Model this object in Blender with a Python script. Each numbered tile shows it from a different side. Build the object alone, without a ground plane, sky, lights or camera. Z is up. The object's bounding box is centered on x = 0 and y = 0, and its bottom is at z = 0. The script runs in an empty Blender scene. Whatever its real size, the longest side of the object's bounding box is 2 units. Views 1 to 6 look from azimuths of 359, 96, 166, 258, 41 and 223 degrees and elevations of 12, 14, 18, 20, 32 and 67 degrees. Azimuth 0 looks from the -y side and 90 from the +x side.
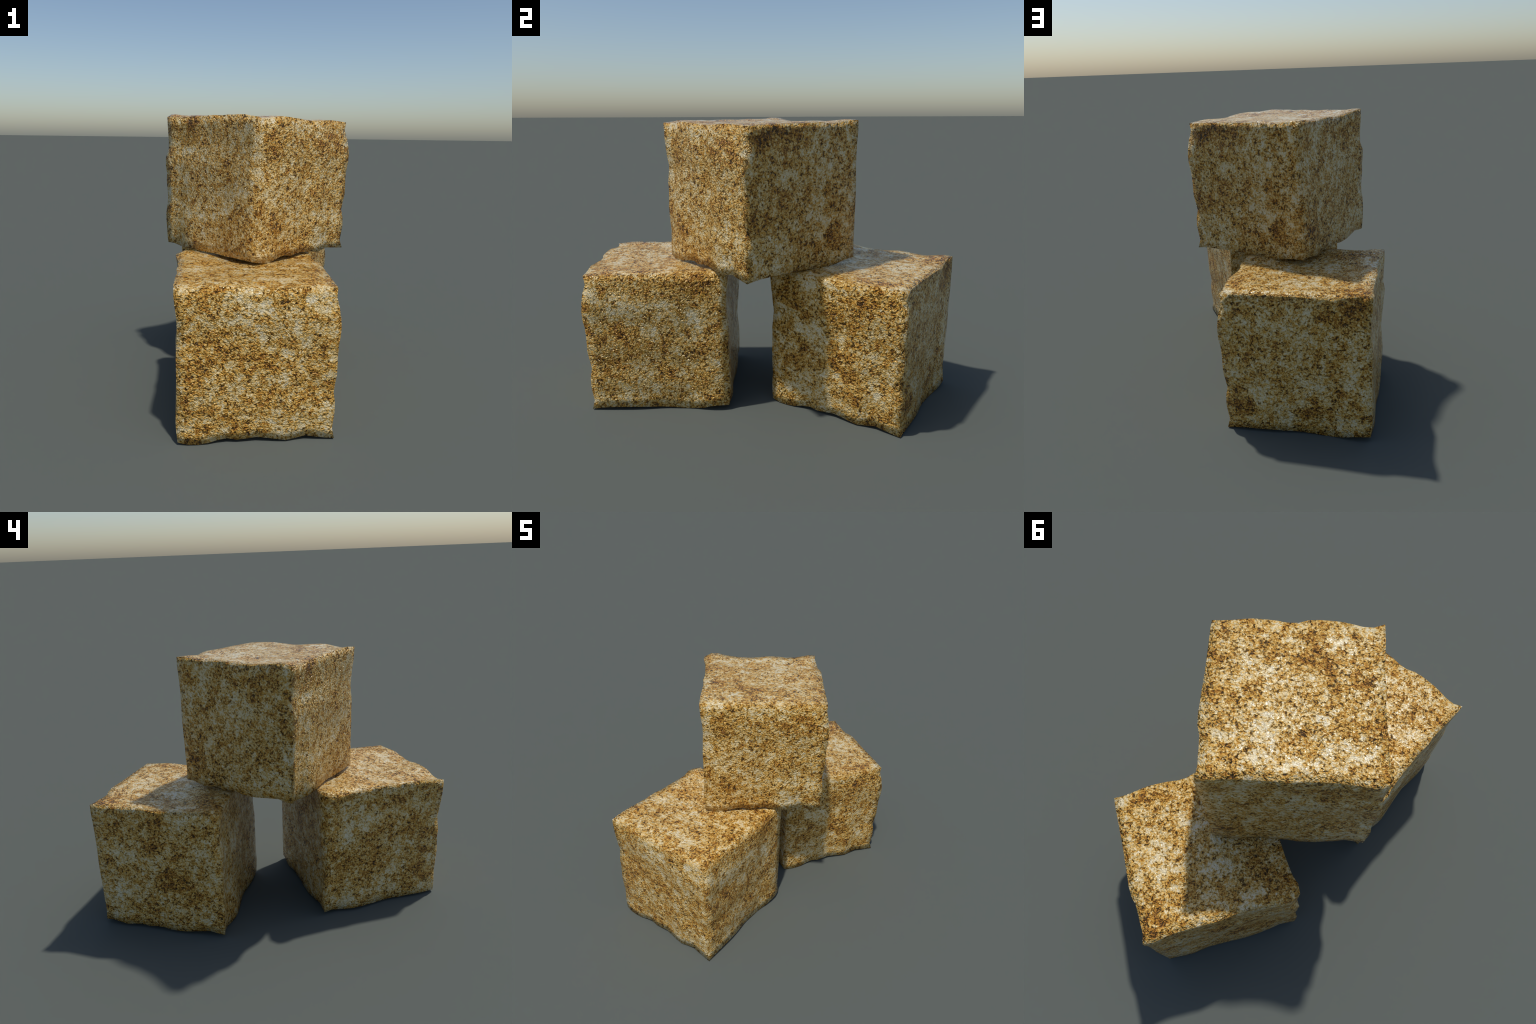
"""Three rough-split sandstone blocks: two stand side by side, the third rests
across the gap on top of them.  All three are the same hewn block, turned about
the vertical.  The block is a cube whose twelve chipped edges are wavy curves;
each side is a Coons patch between its four edges, swollen and dented."""
import bpy, math, random
import numpy as np
from mathutils import noise, Vector

# ---------------------------------------------------------------- the block
# corner names: Front/Back, Left/Right, Top/Down (local axes: front = -y)
CORNERS = {
    'FLT': (-0.3734, -0.3641, 0.6920),
    'FLD': (-0.3652, -0.3503, -0.0410),
    'FRT': (0.3558, -0.3645, 0.6822),
    'FRD': (0.3645, -0.3633, -0.0496),
    'BLT': (-0.3698, 0.3604, 0.7001),
    'BLD': (-0.3644, 0.3803, -0.0290),
    'BRT': (0.3704, 0.3633, 0.7039),
    'BRD': (0.3661, 0.3638, -0.0278),
}
EDGES = {   # mm off the straight line, along the two face normals
    'FR': ([0, -7, 6, 12, 15, 15, 7, 4, 4, 4, -3, -10, -2, 0, -4, -11, 0],
           [0, -1, 8, 14, 17, 13, 8, 7, 6, 5, -1, -5, 0, 0, -5, -8, 0]),
    'FL': ([0, 0, 2, 1, -3, -13, -9, -4, -6, -2, 1, -1, -4, -8, -7, -3, 0],
           [0, -1, -5, -10, -11, -10, -6, -3, -2, -3, -2, -1, 0, 2, 6, 4, 0]),
    'BR': ([0, 2, -3, -7, -9, -7, -3, 1, 1, 0, 2, 2, 2, 4, 4, 3, 0],
           [0, 0, 2, 2, 3, 1, -1, -2, -1, -1, -3, -4, -5, -6, -9, -6, 0]),
    'BL': ([0, 5, 3, 1, 1, 13, 11, 7, 6, 1, -1, 2, 5, 7, 6, 4, 0],
           [0, -6, -8, -10, -9, 3, 5, 0, 3, 2, -1, 2, 8, 7, 4, 2, 0]),
    'FT': ([0, -14, -13, -5, 0, 5, 11, 10, -2, -1, 7, 9, 10, 6, 0, -2, 0],
           [0, -6, -4, 2, 9, 8, 4, 2, -2, -3, -2, 1, 5, 6, 5, 3, 0]),
    'LT': ([0, -1, -3, -6, -8, -12, -12, -8, -12, -15, -13, -13, -12, -10, -7, 5, 0],
           [0, 5, 11, 12, 10, 11, 7, 9, 9, 5, 3, 3, 0, -3, -5, 1, 0]),
    'BT': ([0, 24, 22, 12, 4, -2, -3, -3, 2, 5, 0, -2, -5, -6, -3, 4, 0],
           [0, 16, 13, 4, -1, -6, -8, -9, -7, -3, -3, -6, -10, -10, -3, 3, 0]),
    'RT': ([0, 3, 3, 3, 4, 4, 5, 7, 9, 10, 12, 10, -1, -4, -6, -9, 0],
           [0, -2, 0, -1, 0, 0, -1, -2, -2, -1, -1, -7, -13, -9, -3, 0, 0]),
    'FD': ([0, 6, 6, 4, -4, -9, -5, -7, -10, -4, 2, 3, -6, -11, -6, -3, 0],
           [0, 8, 10, 5, -5, -10, -4, -8, -12, -10, -6, 1, -5, -13, -9, -4, 0]),
    'RD': ([0, 3, 4, 4, 4, 3, -1, -7, -13, -16, -15, -15, -10, 2, 11, 12, 0],
           [0, -7, -9, -8, -7, -6, -3, 1, 4, 9, 13, 19, 18, 11, -1, -5, 0]),
    'BD': ([0, -5, -7, 0, 3, 7, 7, 7, 4, 2, 0, -1, 3, 9, 8, 4, 0],
           [0, -1, -7, -4, 2, 7, 9, 8, 1, 2, 9, 1, 7, 9, 1, -5, 0]),
    'LD': ([0, 4, 7, 5, -1, -6, -12, -10, -5, 1, 6, 12, 9, -3, -13, -10, 0],
           [0, 0, -1, -1, 2, 6, 5, 4, 4, 5, 4, 2, 5, 9, 7, 0, 0]),
}
# swellings and dents of each side: centre u, v, radii (all as parts of the side), height in mm
RELIEF = {
    'F': [(0.17, 0.40, 0.14, 0.30, 8), (0.83, 0.87, 0.12, 0.12, 4), (0.15, 0.75, 0.12, 0.18, 5),
          (0.50, 0.84, 0.35, 0.11, 5), (0.65, 0.40, 0.25, 0.12, -5)],
    'R': [(0.58, 0.83, 0.17, 0.13, 10), (0.20, 0.32, 0.15, 0.14, -6)],
    'B': [(0.15, 0.50, 0.14, 0.18, -9)],
    'L': [(0.45, 0.30, 0.22, 0.15, 12), (0.30, 0.18, 0.12, 0.10, 5), (0.50, 0.56, 0.13, 0.15, 5)],
    'T': [(0.20, 0.38, 0.20, 0.26, -11), (0.76, 0.74, 0.18, 0.20, 8)],
}
SWELL = {'T': 0.002}      # metres that a whole side stands proud
# turn about z in degrees, place, size, label
BLOCKS = [
    (5.474, (-0.0373, -0.5982, 0.0525), 1.0, 'rough split sandstone cube with mottled ochre grain, lower block'),
    (63.580, (0.0128, 0.5035, 0.0511), 1.0, 'rough split sandstone cube with mottled ochre grain, turned lower block'),
    (44.351, (0.0020, -0.0634, 0.8053), 0.9814, 'rough split sandstone cube resting on top of two others'),
]
# where the rusty stains and the pale washed spots sit: local place, radius, strength (pale < 0)
STAINS = [
    [
        ((0.30, -0.35, 0.37), 0.07, 1), ((0.04, -0.35, 0.16), 0.07, 1), ((0.00, -0.35, 0.35), 0.07, 0.9), ((-0.22, -0.35, 0.40), 0.07, 0.9),
        ((0.27, -0.35, 0.60), 0.07, -1), ((0.20, -0.35, 0.47), 0.07, -0.9), ((-0.03, -0.35, 0.26), 0.06, -0.9),
        ((0.36, 0.03, 0.15), 0.07, 1), ((0.36, 0.24, 0.64), 0.07, 1), ((0.36, -0.24, 0.20), 0.08, 0.9), ((0.36, -0.23, 0.39), 0.07, 0.9),
        ((0.36, -0.15, 0.50), 0.07, -0.9), ((0.36, 0.19, 0.42), 0.06, -0.8), ((0.36, -0.07, 0.14), 0.06, -0.8),
        ((-0.37, -0.21, 0.19), 0.07, 0.9), ((-0.37, 0.29, 0.25), 0.07, 0.8), ((-0.37, 0.12, 0.27), 0.08, 0.7), ((-0.37, 0.16, 0.15), 0.06, 0.7),
        ((-0.37, 0.09, 0.50), 0.07, -0.9), ((-0.37, -0.15, 0.28), 0.07, -0.8), ((-0.37, 0.12, 0.07), 0.05, -0.8),
        ((-0.01, 0.36, 0.40), 0.09, 0.3), ((-0.15, 0.36, 0.31), 0.07, 0.3), ((0.10, 0.36, -0.02), 0.07, 0.3),
        ((0.26, -0.26, 0.69), 0.07, 1), ((0.37, -0.29, 0.69), 0.04, 1), ((0.27, -0.10, 0.69), 0.06, 0.8), ((0.07, -0.14, 0.69), 0.04, 0.9),
        ((0.04, -0.23, 0.69), 0.06, -0.6), ((0.17, -0.28, 0.69), 0.06, -0.6), ((-0.26, -0.01, 0.69), 0.07, -0.5),
    ],
    [
        ((0.14, -0.35, 0.09), 0.07, 1), ((0.17, -0.35, 0.57), 0.07, 1), ((-0.27, -0.35, 0.57), 0.08, 0.9), ((0.04, -0.35, 0.23), 0.08, 0.9),
        ((0.22, -0.35, 0.49), 0.07, -1), ((-0.09, -0.35, 0.39), 0.07, -0.9), ((-0.18, -0.35, 0.09), 0.08, -0.8),
        ((0.36, 0.26, 0.60), 0.08, 1), ((0.36, -0.18, 0.30), 0.08, 1), ((0.36, -0.30, 0.08), 0.07, 1), ((0.36, 0.07, 0.07), 0.08, 0.9),
        ((0.36, -0.01, 0.63), 0.07, -1), ((0.36, -0.05, 0.06), 0.06, -0.9), ((0.36, 0.00, 0.42), 0.07, -0.7),
        ((0.01, 0.36, 0.64), 0.09, 1), ((-0.05, 0.36, 0.28), 0.09, 0.9), ((-0.18, 0.36, 0.22), 0.08, 0.9), ((0.04, 0.36, 0.47), 0.06, 1),
        ((0.27, 0.36, 0.14), 0.08, -0.9), ((0.16, 0.36, 0.42), 0.09, -0.7), ((-0.13, 0.36, 0.62), 0.07, -0.8),
        ((0.30, 0.25, 0.69), 0.08, 0.9), ((-0.22, 0.17, 0.69), 0.09, 0.8), ((-0.28, 0.27, 0.69), 0.07, 0.8), ((0.20, -0.34, 0.69), 0.07, 0.7),
        ((0.20, 0.01, 0.69), 0.08, -0.7), ((-0.09, 0.11, 0.69), 0.07, -0.7), ((0.01, 0.16, 0.69), 0.07, -0.7),
    ],
    [
        ((-0.24, -0.35, 0.14), 0.08, 1), ((0.12, -0.35, 0.54), 0.08, 1), ((0.25, -0.35, 0.58), 0.07, 1), ((-0.23, -0.35, 0.52), 0.06, 1),
        ((0.13, -0.35, 0.02), 0.06, -1), ((-0.01, -0.35, 0.64), 0.05, -1), ((-0.31, -0.35, 0.28), 0.05, -0.9),
        ((0.36, -0.25, 0.60), 0.10, 1), ((0.36, -0.01, 0.65), 0.07, 1), ((0.36, -0.15, 0.33), 0.07, 0.9), ((0.36, 0.20, 0.09), 0.07, 0.8),
        ((0.36, -0.08, 0.40), 0.06, -1), ((0.36, -0.18, 0.12), 0.06, -0.9), ((0.36, 0.12, 0.57), 0.05, -1),
        ((-0.16, 0.36, 0.56), 0.06, 1), ((0.28, 0.36, 0.12), 0.07, 0.9), ((-0.22, 0.36, 0.22), 0.07, 0.9), ((-0.26, 0.36, 0.63), 0.04, 1),
        ((-0.32, 0.36, 0.23), 0.05, -1), ((0.07, 0.36, 0.39), 0.07, -0.7), ((-0.26, 0.36, 0.52), 0.05, -0.9),
        ((-0.37, 0.19, 0.64), 0.08, 0.8), ((-0.37, 0.14, 0.68), 0.05, 0.9), ((-0.37, -0.15, 0.41), 0.05, 0.8), ((-0.37, -0.24, 0.65), 0.04, 0.8),
        ((-0.37, -0.14, 0.32), 0.07, -0.6), ((-0.37, 0.06, 0.47), 0.05, -0.7), ((-0.37, -0.12, 0.20), 0.05, -0.7),
        ((-0.12, -0.17, 0.69), 0.07, 1), ((-0.07, -0.27, 0.69), 0.06, 1), ((-0.28, -0.13, 0.69), 0.06, 0.9), ((0.25, 0.31, 0.69), 0.06, 0.8),
        ((0.14, 0.25, 0.69), 0.06, -0.9), ((0.04, 0.12, 0.69), 0.05, -0.9), ((-0.17, -0.25, 0.69), 0.06, -0.8),
    ],
]
NORMAL = {'F': (0, -1, 0), 'B': (0, 1, 0), 'L': (-1, 0, 0), 'R': (1, 0, 0), 'T': (0, 0, 1), 'D': (0, 0, -1)}
N = 16                                    # quads along one side: the facets of the hewn surface


def curve(values, t):
    """Chipped profile: straight facets between evenly spaced values in mm."""
    v = np.asarray(values, float) / 1000.0
    return np.interp(t, np.linspace(0, 1, len(v)), v)


def edge_points(name, t):
    """Points of one chipped edge, from its first corner to its second."""
    if name[1] in 'TD' and name[0] in 'FB':
        a, b = name[0] + 'L' + name[1], name[0] + 'R' + name[1]
    elif name[1] in 'TD':
        a, b = 'F' + name, 'B' + name
    else:
        a, b = name + 'T', name + 'D'
    a, b = np.array(CORNERS[a]), np.array(CORNERS[b])
    o1, o2 = EDGES[name]
    n1, n2 = (np.array(NORMAL[c], float) for c in name)
    return a + (b - a) * t[:, None] + curve(o1, t)[:, None] * n1 + curve(o2, t)[:, None] * n2


# each side: its edges at u=0, u=1 (run along v) and v=0, v=1 (run along u), its outward letter
SIDES = {
    'F': ('FL', 'FR', 'FT', 'FD'), 'B': ('BL', 'BR', 'BT', 'BD'),
    'L': ('FL', 'BL', 'LT', 'LD'), 'R': ('FR', 'BR', 'RT', 'RD'),
    'T': ('LT', 'RT', 'FT', 'BT'), 'D': ('LD', 'RD', 'FD', 'BD'),
}
FLIP = {'F': True, 'B': False, 'L': False, 'R': True, 'T': False, 'D': True}


def side_grid(side):
    t = np.linspace(0, 1, N + 1)
    e0, e1, c0, c1 = (edge_points(e, t) for e in SIDES[side])
    u, v = np.meshgrid(t, t, indexing='ij')
    u, v = u[..., None], v[..., None]
    P = ((1 - u) * e0[None] + u * e1[None] + (1 - v) * c0[:, None] + v * c1[:, None]
         - (1 - u) * (1 - v) * c0[0] - u * (1 - v) * c0[-1] - (1 - u) * v * c1[0] - u * v * c1[-1])
    n = np.array(NORMAL[side], float)
    rise = np.minimum(1, np.minimum(u, 1 - u) * N / 1.5) * np.minimum(1, np.minimum(v, 1 - v) * N / 1.5)
    relief = np.zeros(u.shape[:2])
    for uc, vc, ru, rv, h in RELIEF.get(side, ()):
        relief += h / 1000.0 * np.exp(-((u[..., 0] - uc) / ru) ** 2 - ((v[..., 0] - vc) / rv) ** 2)
    lumps = np.array([[noise.fractal(Vector(p * 9.0 + 3.1), 0.9, 2.1, 2) for p in row] for row in P])
    h = SWELL.get(side, 0.0) + relief + 0.004 * lumps
    return P + (rise[..., 0] * h)[..., None] * n


def block_mesh():
    verts, index, faces = [], {}, []
    for side in SIDES:
        G = side_grid(side)
        ids = np.empty((N + 1, N + 1), int)
        for i in range(N + 1):
            for j in range(N + 1):
                p = G[i, j]
                border = i in (0, N) or j in (0, N)
                key = tuple(np.round(p, 5)) if border else None
                if border and key in index:
                    ids[i, j] = index[key]
                else:
                    ids[i, j] = len(verts)
                    verts.append(p)
                    if border:
                        index[key] = ids[i, j]
        for i in range(N):
            for j in range(N):
                q = [ids[i, j], ids[i + 1, j], ids[i + 1, j + 1], ids[i, j + 1]]
                faces.append(q[::-1] if FLIP[side] else q)
    me = bpy.data.meshes.new('stone_block')
    me.from_pydata([tuple(p) for p in verts], [], faces)
    me.update()
    import bmesh
    bm = bmesh.new()
    bm.from_mesh(me)
    bmesh.ops.remove_doubles(bm, verts=bm.verts, dist=2e-5)
    bmesh.ops.recalc_face_normals(bm, faces=bm.faces)
    bm.to_mesh(me)
    bm.free()
    me.polygons.foreach_set('use_smooth', [True] * len(me.polygons))
    return me


# ---------------------------------------------------------------- the stone
class Nodes:
    """Small helper to wire up shader nodes."""
    def __init__(self, name):
        self.mat = bpy.data.materials.new(name)
        self.mat.use_nodes = True
        self.t = self.mat.node_tree
        self.t.nodes.clear()

    def put(self, socket, value):
        if isinstance(value, bpy.types.NodeSocket):
            self.t.links.new(value, socket)
        else:
            socket.default_value = value

    def math(self, op, a, b=0.0, c=0.0, clamp=False):
        n = self.t.nodes.new('ShaderNodeMath')
        n.operation, n.use_clamp = op, clamp
        for s, v in zip(n.inputs, (a, b, c)):
            self.put(s, v)
        return n.outputs[0]

    def noise(self, vec, scale, detail, rough=0.5, distort=0.0):
        n = self.t.nodes.new('ShaderNodeTexNoise')
        self.put(n.inputs['Vector'], vec)
        for k, v in (('Scale', scale), ('Detail', detail), ('Roughness', rough), ('Distortion', distort)):
            n.inputs[k].default_value = v
        return n.outputs[0]

    def ramp(self, fac, stops):
        n = self.t.nodes.new('ShaderNodeValToRGB')
        self.put(n.inputs[0], fac)
        e = n.color_ramp.elements
        while len(e) < len(stops):
            e.new(0.5)
        for s, (p, c) in zip(e, stops):
            s.position, s.color = p, (*c, 1)
        return n.outputs[0]

    def mix(self, fac, a, b, blend='MIX'):
        n = self.t.nodes.new('ShaderNodeMix')
        n.data_type, n.blend_type = 'RGBA', blend
        self.put(n.inputs[0], fac)
        self.put(n.inputs[6], a if isinstance(a, bpy.types.NodeSocket) else (*a, 1))
        self.put(n.inputs[7], b if isinstance(b, bpy.types.NodeSocket) else (*b, 1))
        return n.outputs[2]


def stone_material(name, shift, stains):
    k = Nodes(name)
    obj = k.t.nodes.new('ShaderNodeTexCoord').outputs['Object']
    m = k.t.nodes.new('ShaderNodeMapping')
    m.inputs['Location'].default_value = shift
    k.put(m.inputs['Vector'], obj)
    vec = m.outputs[0]
    patch = k.noise(vec, 7.0, 3.0, 0.6)                  # broad stained and pale zones
    mid = k.noise(vec, 23.0, 3.0, 0.62)                  # thumb-sized mottling
    grain = k.noise(vec, 100.0, 2.5, 0.6, 0.4)           # the grains
    tint = k.noise(vec, 50.0, 2.0, 0.5)
    lump = k.noise(vec, 72.0, 1.0, 0.5, 0.5)             # rounded lumps of grain ...
    # rounded beads of grain, parted by dark pits and crevices
    wob = k.t.nodes.new('ShaderNodeTexNoise')
    k.put(wob.inputs['Vector'], vec)
    wob.inputs['Scale'].default_value = 60.0
    wob.inputs['Detail'].default_value = 1.0
    bent = k.t.nodes.new('ShaderNodeVectorMath')
    bent.operation = 'MULTIPLY_ADD'
    k.put(bent.inputs[0], wob.outputs['Color'])
    bent.inputs[1].default_value = (0.032, 0.032, 0.032)
    k.put(bent.inputs[2], vec)
    cell = k.t.nodes.new('ShaderNodeTexVoronoi')
    cell.feature = 'F1'
    k.put(cell.inputs['Vector'], bent.outputs[0])
    cell.inputs['Scale'].default_value = 84.0
    bead = cell.outputs['Distance']
    pits = k.math('MULTIPLY', k.math('SUBTRACT', bead, 0.585), 5.5, clamp=True)
    # stains placed where the stone shows them: local centre, radius, strength
    stain = 0.0
    warp = k.t.nodes.new('ShaderNodeTexNoise')
    k.put(warp.inputs['Vector'], obj)
    warp.inputs['Scale'].default_value = 14.0
    warp.inputs['Detail'].default_value = 3.0
    ragged = k.t.nodes.new('ShaderNodeVectorMath')
    ragged.operation = 'MULTIPLY_ADD'
    k.put(ragged.inputs[0], warp.outputs['Color'])
    ragged.inputs[1].default_value = (0.12, 0.12, 0.12)
    k.put(ragged.inputs[2], obj)
    centred = k.t.nodes.new('ShaderNodeVectorMath')
    centred.operation = 'SUBTRACT'
    k.put(centred.inputs[0], ragged.outputs[0])
    centred.inputs[1].default_value = (0.06, 0.06, 0.06)
    for c, r, s in stains:
        d = k.t.nodes.new('ShaderNodeVectorMath')
        d.operation = 'DISTANCE'
        k.put(d.inputs[0], centred.outputs[0])
        d.inputs[1].default_value = c
        g = k.math('SUBTRACT', 1.0, k.math('DIVIDE', d.outputs['Value'], 1.5 * r), clamp=True)
        g = k.math('MULTIPLY', g, 0.13 * s)
        stain = g if isinstance(stain, float) else k.math('ADD', stain, g)
    tone = k.math('MULTIPLY_ADD', k.math('SUBTRACT', patch, 0.5), 0.46, 0.496)
    tone = k.math('MULTIPLY_ADD', k.math('SUBTRACT', mid, 0.5), 0.78, tone)
    tone = k.math('MULTIPLY_ADD', k.math('SUBTRACT', grain, 0.5), 0.62, tone)
    tone = k.math('MULTIPLY_ADD', k.math('SUBTRACT', lump, 0.5), 0.40, tone)
    tone = k.math('MULTIPLY_ADD', k.math('SUBTRACT', 0.42, bead), 0.15, tone)
    if not isinstance(stain, float):
        tone = k.math('SUBTRACT', tone, stain)
    colour = k.ramp(tone, STONE_RAMP)
    yellow = k.ramp(tint, [(0.42, (0, 0, 0)), (0.62, (1, 1, 1))])
    colour = k.mix(k.math('MULTIPLY', yellow, 0.40), colour, (0.92, 0.80, 0.42), 'MULTIPLY')
    # dark specks in the crevices of the stained zones
    pit_specks = k.math('MULTIPLY', pits, k.math('MULTIPLY_ADD', k.math('SUBTRACT', 0.60, tone), 3.6, 0.12, clamp=True), clamp=True)
    colour = k.mix(k.math('MULTIPLY', pit_specks, 0.85), colour, (0.040, 0.026, 0.015))
    height = k.math('MULTIPLY_ADD', k.math('MULTIPLY', bead, bead), -0.72, k.math('MULTIPLY', lump, 1.1))
    rugged = k.math('MULTIPLY_ADD', k.math('SUBTRACT', 0.62, tone), 2.2, 0.55, clamp=True)   # pale spots are smoother
    height = k.math('MULTIPLY', height, rugged)
    b1 = k.t.nodes.new('ShaderNodeBump')
    b1.inputs['Strength'].default_value = 1.0
    b1.inputs['Distance'].default_value = 0.0150
    k.put(b1.inputs['Height'], height)
    s = k.t.nodes.new('ShaderNodeBsdfPrincipled')
    k.put(s.inputs['Base Color'], colour)
    s.inputs['Roughness'].default_value = 0.17
    s.inputs['Specular IOR Level'].default_value = 0.5
    s.inputs['Specular Tint'].default_value = (1.0, 0.84, 0.55, 1)
    k.put(s.inputs['Normal'], b1.outputs[0])
    # a faint glassy skin over the grains: broken glints where the sun mirrors
    b2 = k.t.nodes.new('ShaderNodeBump')
    b2.inputs['Strength'].default_value = 1.0
    b2.inputs['Distance'].default_value = 0.0042
    k.put(b2.inputs['Height'], k.noise(vec, 88.0, 2.0, 0.6, 0.6))
    # raised pale grains shine, stains and pits stay dull
    k.put(s.inputs['Coat Weight'], k.math('MULTIPLY', k.math('MULTIPLY', k.math('SUBTRACT', tone, 0.42), 5.0, clamp=True), 0.55))
    s.inputs['Coat IOR'].default_value = 1.55
    s.inputs['Coat Roughness'].default_value = 0.09
    k.put(s.inputs['Coat Normal'], b2.outputs[0])
    o = k.t.nodes.new('ShaderNodeOutputMaterial')
    k.t.links.new(s.outputs[0], o.inputs[0])
    return k.mat


STONE_RAMP = [(0.16, (0.110, 0.042, 0.009)), (0.32, (0.42, 0.180, 0.026)), (0.44, (0.68, 0.375, 0.070)),
              (0.54, (0.75, 0.520, 0.195)), (0.68, (0.79, 0.68, 0.46))]  # palest stop lightened to carry the sun's warm overexposure on the tops


# ---------------------------------------------------------------- the pile
def build():
    mesh = block_mesh()
    for i, (turn, place, size, label) in enumerate(BLOCKS):
        me = mesh if i == 0 else mesh.copy()
        ob = bpy.data.objects.new('stone_block', me)
        bpy.context.scene.collection.objects.link(ob)
        ob.location = place
        ob.scale = (size,) * 3
        ob.rotation_euler = (0, 0, math.radians(turn))
        me.materials.clear()
        me.materials.append(stone_material('rough_sandstone', (i * 3.7, i * 1.9, i * 5.3), STAINS[i]))
        ob['label'] = label
        ob['category'] = 'stone block'


build()
